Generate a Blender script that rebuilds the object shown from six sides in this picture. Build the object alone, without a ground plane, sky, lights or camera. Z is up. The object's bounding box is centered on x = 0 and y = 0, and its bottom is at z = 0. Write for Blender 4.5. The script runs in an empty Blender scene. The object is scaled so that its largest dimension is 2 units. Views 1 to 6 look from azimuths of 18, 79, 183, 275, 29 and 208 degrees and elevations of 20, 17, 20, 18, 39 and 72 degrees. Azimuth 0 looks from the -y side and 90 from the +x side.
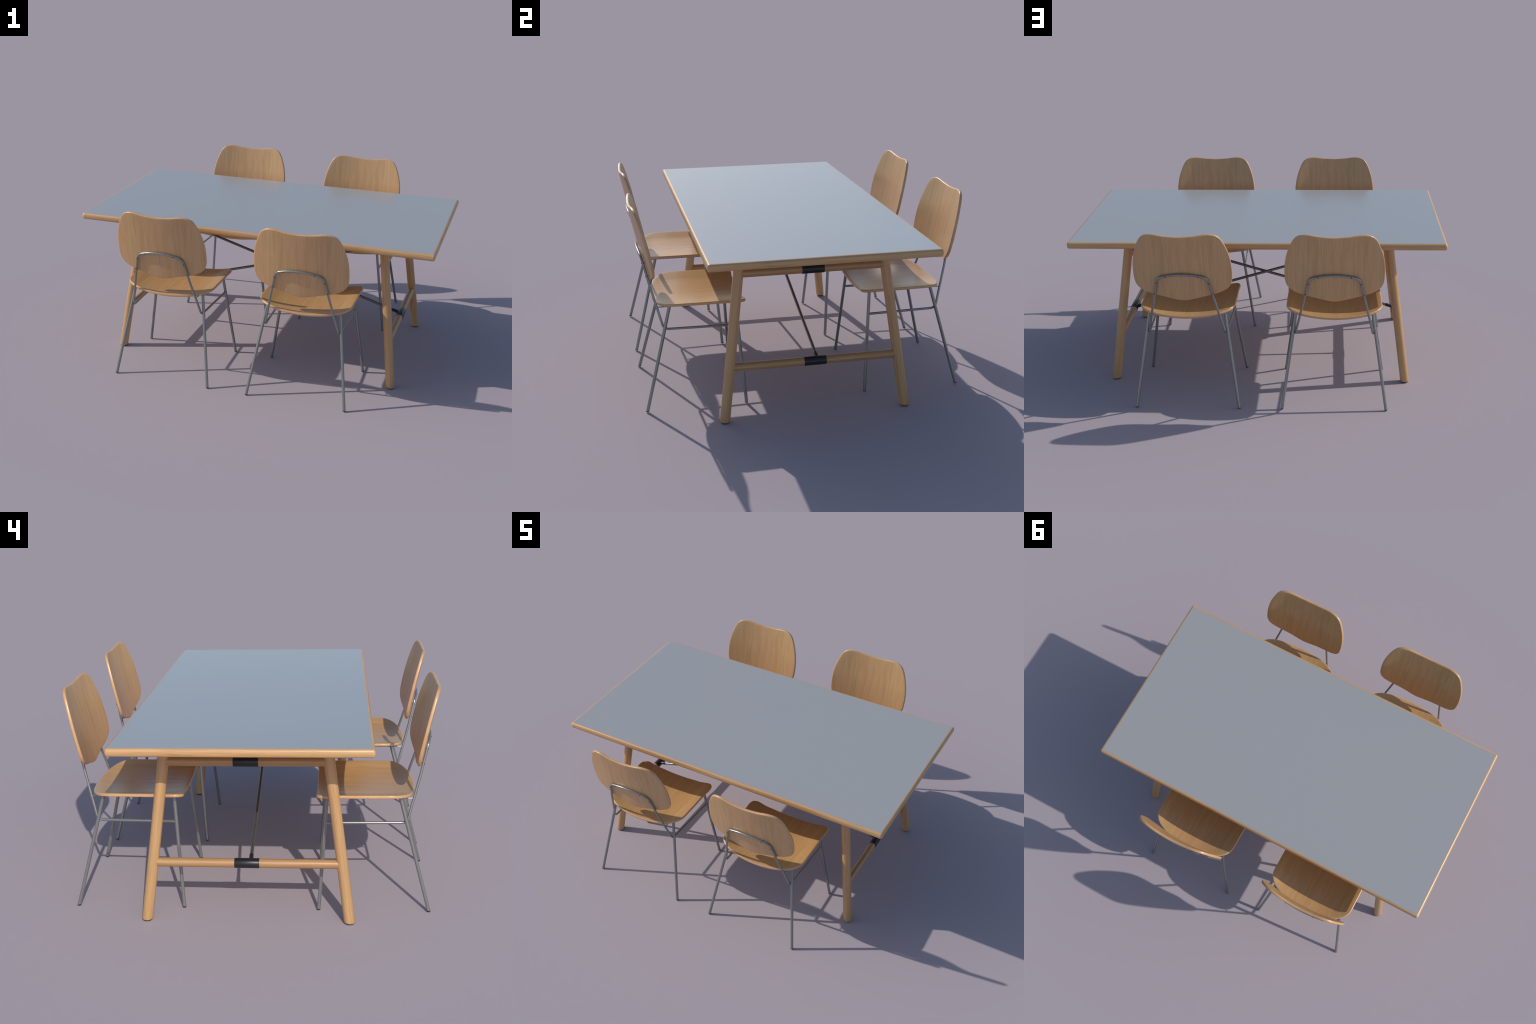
"""Dining set: a wooden trestle table with a grey laminate top and steel cross
bracing, and four plywood chairs on bent steel rod frames."""
import bpy, math
import numpy as np
from mathutils import Vector

# ------------------------------------------------------------------ helpers
def new_object(name, verts, faces, mats, parent=None, face_mats=None, smooth=True,
               sharp_deg=40):
    me = bpy.data.meshes.new(name)
    me.from_pydata([tuple(v) for v in verts], [], faces)
    for m in mats:
        me.materials.append(m)
    if face_mats is not None:
        me.polygons.foreach_set("material_index", face_mats)
    if smooth:
        me.polygons.foreach_set("use_smooth", [True] * len(me.polygons))
        me.set_sharp_from_angle(angle=math.radians(sharp_deg))
    me.update()
    ob = bpy.data.objects.new(name, me)
    bpy.context.collection.objects.link(ob)
    ob.parent = parent
    return ob


def share(ob, name, parent, location=(0, 0, 0), rotation=(0, 0, 0), scale=(1, 1, 1)):
    c = ob.copy()                      # shares the mesh data
    c.name = name
    c.parent = parent
    c.location, c.rotation_euler, c.scale = location, rotation, scale
    bpy.context.collection.objects.link(c)
    return c


def empty(name, location, label, category):
    e = bpy.data.objects.new(name, None)
    e.empty_display_size = 0.1
    e.location = location
    e["label"] = label
    e["category"] = category
    bpy.context.collection.objects.link(e)
    return e


def fillet(points, tangents, steps=10):
    """Polyline with each inner corner replaced by a smooth bend."""
    P = [np.array(p, float) for p in points]
    out = [P[0]]
    for i in range(1, len(P) - 1):
        t = tangents[i - 1]
        if t <= 0:
            out.append(P[i]); continue
        a = P[i] + (P[i-1] - P[i]) / np.linalg.norm(P[i-1] - P[i]) * t
        b = P[i] + (P[i+1] - P[i]) / np.linalg.norm(P[i+1] - P[i]) * t
        for k in range(steps + 1):
            s = k / steps
            out.append((1-s)**2 * a + 2*s*(1-s) * P[i] + s*s * b)
    out.append(P[-1])
    return out


def tube(path, radius, seg=16, round_end=0.0):
    """Round bar swept along a path (parallel transport), closed by end caps."""
    P = [np.array(p, float) for p in path]
    R = [radius] * len(P)
    if round_end > 0:                  # slightly rounded ends
        d0 = (P[1]-P[0]) / np.linalg.norm(P[1]-P[0])
        d1 = (P[-1]-P[-2]) / np.linalg.norm(P[-1]-P[-2])
        k = round_end
        P = [P[0], P[0]+d0*k*.4, P[0]+d0*k] + P[1:-1] + [P[-1]-d1*k, P[-1]-d1*k*.4, P[-1]]
        R = [radius-k, radius-k*.25] + [radius]*(len(P)-4) + [radius-k*.25, radius-k]
    T = []
    for i in range(len(P)):
        d = P[min(i+1, len(P)-1)] - P[max(i-1, 0)]
        T.append(d / np.linalg.norm(d))
    ref = np.array([0, 0, 1.0]) if abs(T[0][2]) < .8 else np.array([1.0, 0, 0])
    n = np.cross(T[0], ref); n /= np.linalg.norm(n)
    V, F = [], []
    for i, p in enumerate(P):
        n = n - T[i] * (n @ T[i]); n /= np.linalg.norm(n)
        b = np.cross(T[i], n)
        for j in range(seg):
            a = 2*math.pi*j/seg
            V.append(p + R[i]*(math.cos(a)*n + math.sin(a)*b))
    for i in range(len(P)-1):
        for j in range(seg):
            k = (j+1) % seg
            F.append((i*seg+j, i*seg+k, (i+1)*seg+k, (i+1)*seg+j))
    F.append(tuple(range(seg))[::-1])
    F.append(tuple((len(P)-1)*seg+j for j in range(seg)))
    return V, F


def merge(parts):
    V, F, o = [], [], 0
    for v, f in parts:
        V += list(v)
        F += [tuple(i+o for i in q) for q in f]
        o += len(v)
    return V, F


def slanted_post(foot, head, levels, seg=32):
    """Round post along a leaning axis, cut level at every z in `levels`
    (list of (z, radius)), so it stands flat on the floor."""
    foot = np.array(foot, float); head = np.array(head, float)
    ax = (head-foot) / np.linalg.norm(head-foot)
    e1 = np.cross(ax, [0, 1, 0]); e1 /= np.linalg.norm(e1)
    e2 = np.cross(ax, e1)
    V, F = [], []
    for z, r in levels:
        c = foot + ax*((z-foot[2])/ax[2])
        for j in range(seg):
            a = 2*math.pi*j/seg
            o = r*(math.cos(a)*e1 + math.sin(a)*e2)
            V.append(c + o - ax*(o[2]/ax[2]))
    L = len(levels)
    for i in range(L-1):
        for j in range(seg):
            k = (j+1) % seg
            F.append((i*seg+k, i*seg+j, (i+1)*seg+j, (i+1)*seg+k))
    F.append(tuple(range(seg)))
    F.append(tuple((L-1)*seg+j for j in range(seg))[::-1])
    return V, F


def recalc(ob):
    import bmesh
    bm = bmesh.new(); bm.from_mesh(ob.data)
    bmesh.ops.recalc_face_normals(bm, faces=bm.faces)
    bm.to_mesh(ob.data); bm.free()
    return ob


# ---------------------------------------------------------------- materials
def material(name):
    m = bpy.data.materials.new(name)
    m.use_nodes = True
    nt = m.node_tree
    nt.nodes.clear()
    out = nt.nodes.new("ShaderNodeOutputMaterial")
    bs = nt.nodes.new("ShaderNodeBsdfPrincipled")
    nt.links.new(bs.outputs[0], out.inputs[0])
    return m, nt, bs


def noise(nt, vec, scale, detail=3, rough=.55, distort=0.0):
    n = nt.nodes.new("ShaderNodeTexNoise")
    n.inputs["Scale"].default_value = scale
    n.inputs["Detail"].default_value = detail
    n.inputs["Roughness"].default_value = rough
    n.inputs["Distortion"].default_value = distort
    nt.links.new(vec, n.inputs["Vector"])
    return n.outputs["Fac"]


def ramp(nt, fac, stops):
    r = nt.nodes.new("ShaderNodeValToRGB")
    el = r.color_ramp.elements
    while len(el) < len(stops):
        el.new(.5)
    for e, (p, c) in zip(el, stops):
        e.position = p
        e.color = (*c, 1)
    nt.links.new(fac, r.inputs[0])
    return r.outputs[0]


def mix(nt, a, b, fac, mode="MIX"):
    m = nt.nodes.new("ShaderNodeMix")
    m.data_type = "RGBA"
    m.blend_type = mode
    for sock, v in ((m.inputs["Factor"], fac), (m.inputs[6], a), (m.inputs[7], b)):
        if isinstance(v, (int, float)):
            sock.default_value = v
        elif isinstance(v, tuple):
            sock.default_value = (*v, 1)
        else:
            nt.links.new(v, sock)
    return m.outputs[2]


def mapping(nt, scale, loc=(0, 0, 0)):
    tc = nt.nodes.new("ShaderNodeTexCoord")
    mp = nt.nodes.new("ShaderNodeMapping")
    mp.inputs["Scale"].default_value = scale
    mp.inputs["Location"].default_value = loc
    nt.links.new(tc.outputs["Object"], mp.inputs[0])
    return mp.outputs[0]


def grey(v):
    return (v, v, v)


def wood(name, along, dark, mid, light, rough=.34, streak=1.0, pores=.0, seed=0.0, ior=1.7, flat=None):
    """Straight-grained oak; the grain runs along axis `along` (0, 1 or 2)."""
    m, nt, bs = material(name)

    def sc(cross, length):
        s = [cross]*3
        s[along] = length
        if flat is not None:           # veneer sheet: no change through its thickness
            s[flat] = 0.0
        return tuple(s)
    off = (seed*3.1, seed*1.7, seed*2.3)
    bands = noise(nt, mapping(nt, sc(40, 1.2), off), 1.0, 3, .6, .04)
    fibre = noise(nt, mapping(nt, sc(230, 7.0), off), 1.0, 3, .62)
    hue = noise(nt, mapping(nt, sc(15, .8), (off[0]+5, off[1], off[2])), 1.0, 2, .5)
    col = ramp(nt, bands, [(.30, dark), (.5, mid), (.72, light)])
    f = ramp(nt, fibre, [(.30, grey(1-.20*streak)), (.52, grey(1.0)), (.72, grey(1+.10*streak))])
    col = mix(nt, col, f, 1.0, "MULTIPLY")
    ray = noise(nt, mapping(nt, sc(95, .5), (off[0]+3, off[1]+8, off[2]+6)), 1.0, 1, .5)
    ray = ramp(nt, ray, [(.62, grey(1.0)), (.72, grey(1+.13*streak))])
    col = mix(nt, col, ray, 1.0, "MULTIPLY")
    warm = ramp(nt, hue, [(.36, (1.02, .98, .985)), (.64, (.985, 1.012, 1.0))])
    col = mix(nt, col, warm, 1.0, "MULTIPLY")
    if pores > 0:                      # sparse dark growth-ring lines
        ring = noise(nt, mapping(nt, sc(46, 1.6), (off[0]+2, off[1]+4, off[2])), 1.0, 2, .5, .6)
        line = ramp(nt, ring, [(.470, grey(1.0)), (.495, grey(1-pores)), (.520, grey(1.0))])
        gate = noise(nt, mapping(nt, sc(14, 2.2), (off[0]+9, off[1], off[2])), 1.0, 1, .5)
        gate = ramp(nt, gate, [(.52, grey(0.0)), (.62, grey(1.0))])
        col = mix(nt, col, mix(nt, col, line, 1.0, "MULTIPLY"), gate)
    nt.links.new(col, bs.inputs["Base Color"])
    rr = ramp(nt, fibre, [(.3, grey(rough+.05)), (.7, grey(rough-.03))])
    nt.links.new(rr, bs.inputs["Roughness"])
    bs.inputs["IOR"].default_value = ior
    bp = nt.nodes.new("ShaderNodeBump")
    bp.inputs["Strength"].default_value = .06
    bp.inputs["Distance"].default_value = .001
    nt.links.new(fibre, bp.inputs["Height"])
    nt.links.new(bp.outputs[0], bs.inputs["Normal"])
    return m


def metal(name, colour, rough, metallic):
    m, nt, bs = material(name)
    n = noise(nt, mapping(nt, (40, 40, 40)), 1.0, 2)
    c = ramp(nt, n, [(.3, tuple(x*.98 for x in colour)), (.7, tuple(min(1, x*1.02) for x in colour))])
    nt.links.new(c, bs.inputs["Base Color"])
    bs.inputs["Metallic"].default_value = metallic
    r = ramp(nt, n, [(.3, grey(rough-.005)), (.7, grey(rough+.005))])
    nt.links.new(r, bs.inputs["Roughness"])
    return m


def plain(name, colour, rough, grain=.06, scale=300, ior=1.5):
    m, nt, bs = material(name)
    n = noise(nt, mapping(nt, (scale,)*3), 1.0, 2)
    c = ramp(nt, n, [(.3, tuple(x*(1-grain) for x in colour)), (.7, tuple(x*(1+grain) for x in colour))])
    nt.links.new(c, bs.inputs["Base Color"])
    bs.inputs["Roughness"].default_value = rough
    bs.inputs["IOR"].default_value = ior
    return m


OAK = ((.50, .268, .112), (.545, .298, .128), (.60, .335, .150))
def tint(c, k):
    return tuple(tuple(a*b for a, b in zip(x, k)) for x in c)
VEN = ((.475, .253, .103), (.50, .270, .112), (.535, .296, .129))
RIM = ((.60, .335, .150), (.635, .360, .165), (.67, .385, .180))
M_SEAT = wood("oak_veneer_lengthwise", 1, *tint(VEN, (1.10, 1.16, 1.12)), rough=.30, streak=.8, seed=.3, flat=2)
M_BACK = wood("oak_veneer_upright", 2, *tint(VEN, (1.18, 1.25, 1.32)), rough=.32, streak=.8, seed=1.9, flat=1)
M_RIM = wood("oak_veneer_edge", 0, *RIM, rough=.30, streak=.4, seed=.7)
M_LEG = wood("oak_leg", 2, *tint(OAK, (1.07, 1.11, 1.10)), rough=.36, streak=.8, pores=.35, seed=2.6)
M_BAR = wood("oak_bar", 1, *tint(OAK, (.87, .85, .81)), rough=.36, streak=.8, pores=.25, seed=3.3)
M_EDGE_X = wood("oak_edging_lengthwise", 0, *tint(OAK, (1.14, 1.21, 1.20)), rough=.34, streak=.9, pores=.2, seed=4.1)
M_EDGE_Y = wood("oak_edging_crosswise", 1, *tint(OAK, (1.14, 1.21, 1.20)), rough=.34, streak=.9, pores=.2, seed=5.2)
M_CORNER = plain("oak_corner", (.66, .385, .185), .34, .03, 60)
M_CORE = wood("oak_underside", 0, *OAK, rough=.5, seed=6.0)
M_LAM = plain("grey_laminate", (.392, .393, .394), .20, .02, 420, 1.8)
M_STEEL = metal("brushed_steel", (.30, .305, .302), .26, .62)
M_BRACE = metal("dark_steel", (.19, .185, .175), .24, .7)
M_BLACK = plain("black_coated_metal", (.014, .015, .017), .38, .1, 120)
M_SCREW = plain("dark_screw", (.02, .02, .022), .4, .1, 200)
M_RUBBER = plain("black_rubber", (.012, .012, .012), .6, .1, 200)

# -------------------------------------------------------------------- table
TY = .0045                               # the table stands a touch off centre
table = empty("dining_table", (0, TY, 0),
              "oak trestle dining table with grey laminate top", "table")

GX, GY = .9870, .5145                    # half size of the grey inlay
BULGE = .0130                            # how far the rounded oak edging stands out
Z0, Z1 = .7970, .8325                    # underside and top of the table top
ZC, HH = (Z0+Z1)/2, (Z1-Z0)/2

def slab(x, y, za, zb):
    V = [(sx*x, sy*y, z) for z in (za, zb) for sx, sy in ((-1, -1), (1, -1), (1, 1), (-1, 1))]
    return V, [(3, 2, 1, 0), (4, 5, 6, 7), (0, 1, 5, 4), (1, 2, 6, 5), (2, 3, 7, 6), (3, 0, 4, 7)]

tabletop = new_object("tabletop", *slab(GX-.002, GY-.002, Z0+.0003, Z1-.004), [M_CORE], table, smooth=False)
new_object("laminate_inlay", *slab(GX, GY, Z1-.0035, Z1+.0002), [M_LAM], tabletop, smooth=False)

ARC = [(BULGE*abs(math.cos(t))**.85, ZC+HH*math.copysign(abs(math.sin(t))**.92, math.sin(t)))
       for t in np.linspace(-math.pi/2, math.pi/2, 21)]

def edging(half, n=40):
    """D-shaped lath along x, flat side at y = 0, bulging towards +y."""
    V, F = [], []
    k = len(ARC)
    for i in range(n+1):
        x = -half + 2*half*i/n
        V += [(x, d, z) for d, z in ARC]
    for i in range(n):
        for j in range(k):
            j2 = (j+1) % k
            F.append((i*k+j, (i+1)*k+j, (i+1)*k+j2, i*k+j2))
    F.append(tuple(range(k)))
    F.append(tuple(n*k+j for j in range(k))[::-1])
    return V, F

def corner(n=10):
    V, F = [], []
    k = len(ARC)
    for i in range(n+1):
        a = math.pi/2*i/n
        V += [(d*math.cos(a), d*math.sin(a), z) for d, z in ARC]
    for i in range(n):
        for j in range(k-1):
            F.append((i*k+j, (i+1)*k+j, (i+1)*k+j+1, i*k+j+1))
    return V, F

v, f = edging(GX)
e_long = recalc(new_object("edging", v, f, [M_EDGE_X], tabletop, sharp_deg=60))
e_long.location = (0, GY, 0)
share(e_long, "edging", tabletop, (0, -GY, 0), (0, 0, math.pi))
v, f = edging(GY)
v = [(-b, a, z) for a, b, z in v]        # runs along y, bulges towards -x
e_short = recalc(new_object("edging", v, f, [M_EDGE_Y], tabletop, sharp_deg=60))
e_short.location = (-GX, 0, 0)
share(e_short, "edging", tabletop, (GX, 0, 0), (0, 0, math.pi))
v, f = corner()
c0 = new_object("edging_corner", v, f, [M_CORNER], tabletop, sharp_deg=60)
c0.location = (GX, GY, 0)
share(c0, "edging_corner", tabletop, (-GX, GY, 0), (0, 0, math.pi/2))
share(c0, "edging_corner", tabletop, (-GX, -GY, 0), (0, 0, math.pi))
share(c0, "edging_corner", tabletop, (GX, -GY, 0), (0, 0, -math.pi/2))

# four splayed round legs
LEG_FOOT, LEG_HEAD, LEG_R = (.8076, .4379, 0), (.7047, .3369, .79), .0241
def leg_at(z):
    t = z/.79
    return [LEG_FOOT[i] + (LEG_HEAD[i]-LEG_FOOT[i])*t for i in range(2)]

for i, (sx, sy) in enumerate(((-1, -1), (1, -1), (1, 1), (-1, 1))):
    ft = (sx*LEG_FOOT[0], sy*LEG_FOOT[1], 0)
    hd = (sx*LEG_HEAD[0], sy*LEG_HEAD[1], .79)
    lv = [(.003, LEG_R*.86), (.0045, LEG_R*.94), (.0075, LEG_R*.985), (.012, LEG_R)]
    lv += [(z, LEG_R) for z in np.linspace(.05, Z0+.002, 16)]
    V, F = slanted_post(ft, hd, lv)
    # the leg's own z axis follows its length, so the grain does too
    rot = (Vector(hd)-Vector(ft)).to_track_quat("Z", "Y")
    inv = rot.inverted()
    V = [inv @ (Vector(p)-Vector(ft)) for p in V]
    leg = recalc(new_object("leg", V, F, [M_LEG], table))
    leg.location = ft
    leg.rotation_mode = "QUATERNION"
    leg.rotation_quaternion = rot
    V, F = slanted_post((0, 0, 0), np.array(hd)-np.array(ft), [(0, LEG_R*.80), (.0006, LEG_R*.84), (.0034, LEG_R*.84)])
    V = [inv @ Vector(p) for p in V]
    recalc(new_object("foot_pad", V, F, [M_RUBBER], leg))

# cross bars between the legs, black clamps on them, and the crossed steel rods
LOW_Z, UP_Z, BAR_R = .256, .6925, .0197
LOW_X, UP_X = .7725, .7172
lx, ly = leg_at(LOW_Z); ux, uy = leg_at(UP_Z)
bar_low = new_object("crossbar", *tube([(0, y, 0) for y in np.linspace(-ly, ly, 24)], BAR_R, 32), [M_BAR], table)
bar_low.location = (-LOW_X, 0, LOW_Z)
recalc(bar_low)
share(bar_low, "crossbar", table, (LOW_X, 0, LOW_Z), (0, 0, math.pi))
bar_up = recalc(new_object("crossbar", *tube([(0, y, 0) for y in np.linspace(-uy, uy, 24)], BAR_R, 32), [M_BAR], table))
bar_up.location = (-UP_X, 0, UP_Z)
share(bar_up, "crossbar", table, (UP_X, 0, UP_Z), (0, 0, math.pi))

ROD_Y, ROD_R, STUB_R = .0155, .0077, .0093
slope = np.array([LOW_X+UP_X, 0, UP_Z-LOW_Z]); slope /= np.linalg.norm(slope)
def clamp(direction, y_off, turned):
    """Sleeve round the bar with a stub that takes the bracing rod."""
    sl = tube([(0, -.053, 0), (0, .053, 0)], BAR_R+.0020, 36, .0012)
    d = np.array(direction)
    st = tube([np.array([0, y_off, 0]) + d*.008, np.array([0, y_off, 0]) + d*.056], STUB_R, 20, .0010)
    return merge([sl, st])

for sx in (-1, 1):
    # rod that starts low at this end
    y = -ROD_Y*(1 if sx < 0 else -1)
    lowd = (-sx*slope[0], 0, slope[2])
    upd = (-sx*slope[0], 0, -slope[2])
    o = recalc(new_object("clamp", *clamp(lowd, y, False), [M_BLACK], table)); o.location = (sx*LOW_X, 0, LOW_Z)
    o = recalc(new_object("clamp", *clamp(upd, -y, True), [M_BLACK], table)); o.location = (sx*UP_X, 0, UP_Z)
    A = np.array([sx*LOW_X, y, LOW_Z]); B = np.array([-sx*UP_X, y, UP_Z])
    o = recalc(new_object("brace_rod", *tube([A + (B-A)*t for t in np.linspace(.02, .98, 9)], ROD_R, 16), [M_BRACE], table))

# -------------------------------------------------------------------- chair
CW = .54                                 # chair centre, measured out from the table axis

def periodic_spline(deg, vals):
    """Smooth closed radius function from control radii on one half (mirrored)."""
    th = np.radians(deg)
    full = np.concatenate([vals, vals[-2:0:-1]])
    T = np.concatenate([th, 2*np.pi-th[-2:0:-1]])
    N = len(full)
    h = np.diff(np.append(T, T[0]+2*np.pi))
    A = np.zeros((N, N)); b = np.zeros(N)
    for i in range(N):
        A[i, i-1] += h[i-1]; A[i, i] += 2*(h[i-1]+h[i]); A[i, (i+1) % N] += h[i]
        b[i] = 6*((full[(i+1) % N]-full[i])/h[i] - (full[i]-full[i-1])/h[i-1])
    M = np.linalg.solve(A, b)
    def f(x):
        x = np.mod(x, 2*np.pi)
        i = np.searchsorted(T, x, side="right")-1
        j = (i+1) % N
        hh = h[i]; t = x-T[i]; s = hh-t
        return M[i]*s**3/(6*hh)+M[j]*t**3/(6*hh)+(full[i]/hh-M[i]*hh/6)*s+(full[j]/hh-M[j]*hh/6)*t
    return f

def panel(radius_fn, surface, normal, thick, round_r, n=288, rings=14):
    """Moulded plywood panel. The outline is polar (radius_fn) in panel
    coordinates (p, q); surface(p, q) gives the 3D mid surface, normal its
    unit normal. Returns verts, faces, rim flags."""
    th = np.linspace(0, 2*np.pi, n, endpoint=False)
    r = radius_fn(th)
    out = np.stack([r*np.sin(th), -r*np.cos(th)], 1)
    tan = np.roll(out, -1, 0) - np.roll(out, 1, 0)
    tan /= np.linalg.norm(tan, axis=1)[:, None]
    nrm = np.stack([tan[:, 1], -tan[:, 0]], 1)       # outward
    if ((nrm*out).sum(1) < 0).mean() > .5:
        nrm = -nrm
    h = thick/2
    loops = []                                        # (2D points, offset along normal, is_rim)
    inner = out - nrm*round_r
    for k in range(1, rings+1):
        s = (k/rings)**.8
        loops.append((inner*s, h, 0))
    for k in range(1, 6):
        a = math.pi/2*k/5
        loops.append((inner + nrm*round_r*math.sin(a), h-round_r*(1-math.cos(a)), 1))
    half = len(loops)
    for pts, o, rim in reversed(loops[:half]):
        loops.append((pts, -o, rim))
    V, F, R = [], [], []
    V.append(surface(0, 0) + normal(0, 0)*h)
    for pts, o, _ in loops:
        V += [surface(p, q) + normal(p, q)*o for p, q in pts]
    V.append(surface(0, 0) - normal(0, 0)*h)
    for j in range(n):
        F.append((0, 1+j, 1+(j+1) % n)); R.append(0)
    for i in range(len(loops)-1):
        rim = 1 if (loops[i][2] or loops[i+1][2]) else 0
        a, b = 1+i*n, 1+(i+1)*n
        for j in range(n):
            k = (j+1) % n
            F.append((a+j, b+j, b+k, a+k)); R.append(rim)
    a = 1+(len(loops)-1)*n
    for j in range(n):
        F.append((a+j, len(V)-1, a+(j+1) % n)); R.append(0)
    return V, F, R

def W(u, w, z):                          # chair measures -> chair-local coordinates
    return np.array([u, -(w-CW), z])

def unit(v):
    return v/np.linalg.norm(v)

# seat: dished across, outline measured from its middle
SEAT_DEG = [0, 20, 35, 43, 49, 55, 65, 80, 95, 110, 122, 134, 148, 164, 180]
SEAT_RAD = np.array([.1902, .2025, .2320, .2604, .2932, .3000, .2759, .2528, .2514, .2665, .2886, .2861, .2657, .2468, .2408])
def seat_z(u, q):
    base = .4916 - .0033*q + .432*u*u + .012*q*q + .16*u*u*q
    a = min(1, max(0, (.24-q)/.08)) * min(1, max(0, (q+.19)/.09))   # shallow hollow inside the edges
    b = min(1, max(0, (.25-abs(u))/.10))
    a, b = a*a*(3-2*a), b*b*(3-2*b)
    return base - .0046*a*b
def seat_surface(u, q):
    return W(u, .48+q, seat_z(u, q))
def seat_normal(u, q):
    e = 1e-4
    du = seat_surface(u+e, q)-seat_surface(u-e, q)
    dq = seat_surface(u, q+e)-seat_surface(u, q-e)
    return unit(np.cross(dq, du))
n0 = seat_normal(0, 0)
SGN_S = 1 if n0[2] > 0 else -1

# backrest: leans back, curved round the sitter, dip in the top edge
BACK_DEG = [0, 18, 36, 50, 60, 68, 76, 90, 105, 120, 132, 142, 152, 165, 180]
BACK_RAD = np.array([.1941, .1934, .2084, .2377, .2598, .2641, .2583, .2500, .2480, .2517, .2524, .2303, .2000, .1775, .1691])*1.003
def back_w(u, q):
    return .7724 + .2144*q - .568*u*u + .003*q*q - .07*u*u*q + 1.0*u**4
def back_surface(u, q):
    return W(u, back_w(u, q), .79+q)
def back_normal(u, q):
    e = 1e-4
    du = back_surface(u+e, q)-back_surface(u-e, q)
    dq = back_surface(u, q+e)-back_surface(u, q-e)
    return unit(np.cross(du, dq))

def rod_at(u, z):                        # rod centre line behind the backrest
    return W(u, back_w(u, z-.79)+.0155, z)

ROD, LEGR = .0060, .0080

def leg_line(foot, head_z, slope_w):
    return foot, (foot[0]-.1478*head_z, foot[1]+slope_w*head_z, head_z)

def build_chair_parts(chair):
    V, F, R = panel(periodic_spline(SEAT_DEG, SEAT_RAD), seat_surface,
                    lambda u, q: seat_normal(u, q)*SGN_S, .0138, .0044)
    recalc(new_object("seat", V, F, [M_SEAT, M_RIM], chair, R, sharp_deg=50))
    V, F, R = panel(periodic_spline(BACK_DEG, BACK_RAD), back_surface, back_normal, .0142, .0046)
    recalc(new_object("backrest", V, F, [M_BACK, M_RIM], chair, R, sharp_deg=50))

    # legs with black end caps
    for foot_w, sw in ((.7780, -.2600), (.2985, .0702)):
        for s in (-1, 1):
            zt = .500
            foot = W(s*.2722, foot_w, 0)
            head = W(s*(.2722-.1478*zt), foot_w+sw*zt, zt)
            lv = [(z, LEGR) for z in (.0052, .03, .12, .25, .38, zt)]
            v, f = slanted_post(foot, head, lv, 20)
            v = [p-foot for p in v]
            leg = recalc(new_object("chair_leg", v, f, [M_STEEL], chair)); leg.location = foot
            v, f = slanted_post((0, 0, 0), head-foot, [(0, LEGR*.55), (.0008, LEGR*.8), (.0025, LEGR*.99), (.0056, LEGR*1.02), (.0058, LEGR*.9)], 20)
            recalc(new_object("leg_cap", v, f, [M_RUBBER], leg))

    # one bent rod: front leg, back along the side, up and round behind the backrest
    top = [(u, .750-1.5*u*u) for u in np.linspace(-.098, .098, 15)]
    right = []
    corner_uz = (.1268, .7290)
    P1, P2 = np.array(top[-1]), np.array(corner_uz)
    low = np.array([.1464, .640])
    a = P2+(P1-P2)*.97
    b = P2+(low-P2)/np.linalg.norm(low-P2)*.029
    for k in range(11):
        s = k/10
        right.append((1-s)**2*a + 2*s*(1-s)*P2 + s*s*b)
    right.append((b+low)/2); right.append(low)
    loop_r = [rod_at(u, z) for u, z in right]
    low3 = W(.1553, .7356, .600)
    bend = W(.2018, .6785, .387)
    front = W(.2147, .3262, .3872)
    down = fillet([low3, W(.1886, .695, .45), bend, front], [0, .026])
    half = loop_r + down
    mirror = [p*np.array([-1, 1, 1]) for p in half][::-1]
    path = mirror + [rod_at(u, z) for u, z in top] + half
    recalc(new_object("frame_rod", *tube(path, ROD, 16), [M_STEEL], chair))

    # thin rails that carry the seat, from the rod forward to the front legs
    for s in (-1, 1):
        p = [W(s*.1793, .7065, .4915), W(s*.186, .62, .4935), W(s*.196, .34, .4945)]
        recalc(new_object("seat_rail", *tube(p, .0027, 12), [M_STEEL], chair))

    # screws through the rod with spacers to the backrest
    first = None
    for s in (-1, 1):
        for u, z in ((.0824, .7402), (.1333, .7000), (.1466, .6380)):
            c = rod_at(s*u, z)
            n = -back_normal(s*u, z-.79)
            if n[1] > 0: n = -n           # points out behind the chair
            spacer = tube([c - n*.0125, c], .0024, 10)
            head = tube([c, c + n*(ROD+.0014)], .0031, 12, .0006)
            recalc(new_object("screw", *merge([spacer, head]), [M_SCREW], chair))

LABEL = "bent plywood chair on slim steel rod frame"
chairs = []
for i, (xc, side) in enumerate(((-.4150, -1), (.3535, -1), (-.4150, 1), (.3535, 1))):
    ch = empty("dining_chair" if i == 0 else "dining_chair.%03d" % i, (xc, side*CW, 0), LABEL, "chair")
    if side > 0:
        ch.rotation_euler = (0, 0, math.pi)
    chairs.append(ch)
build_chair_parts(chairs[0])

def copy_tree(src, dst):
    for c in [o for o in bpy.data.objects if o.parent == src]:
        d = c.copy()
        d.parent = dst
        bpy.context.collection.objects.link(d)
        copy_tree(c, d)
for ch in chairs[1:]:
    copy_tree(chairs[0], ch)
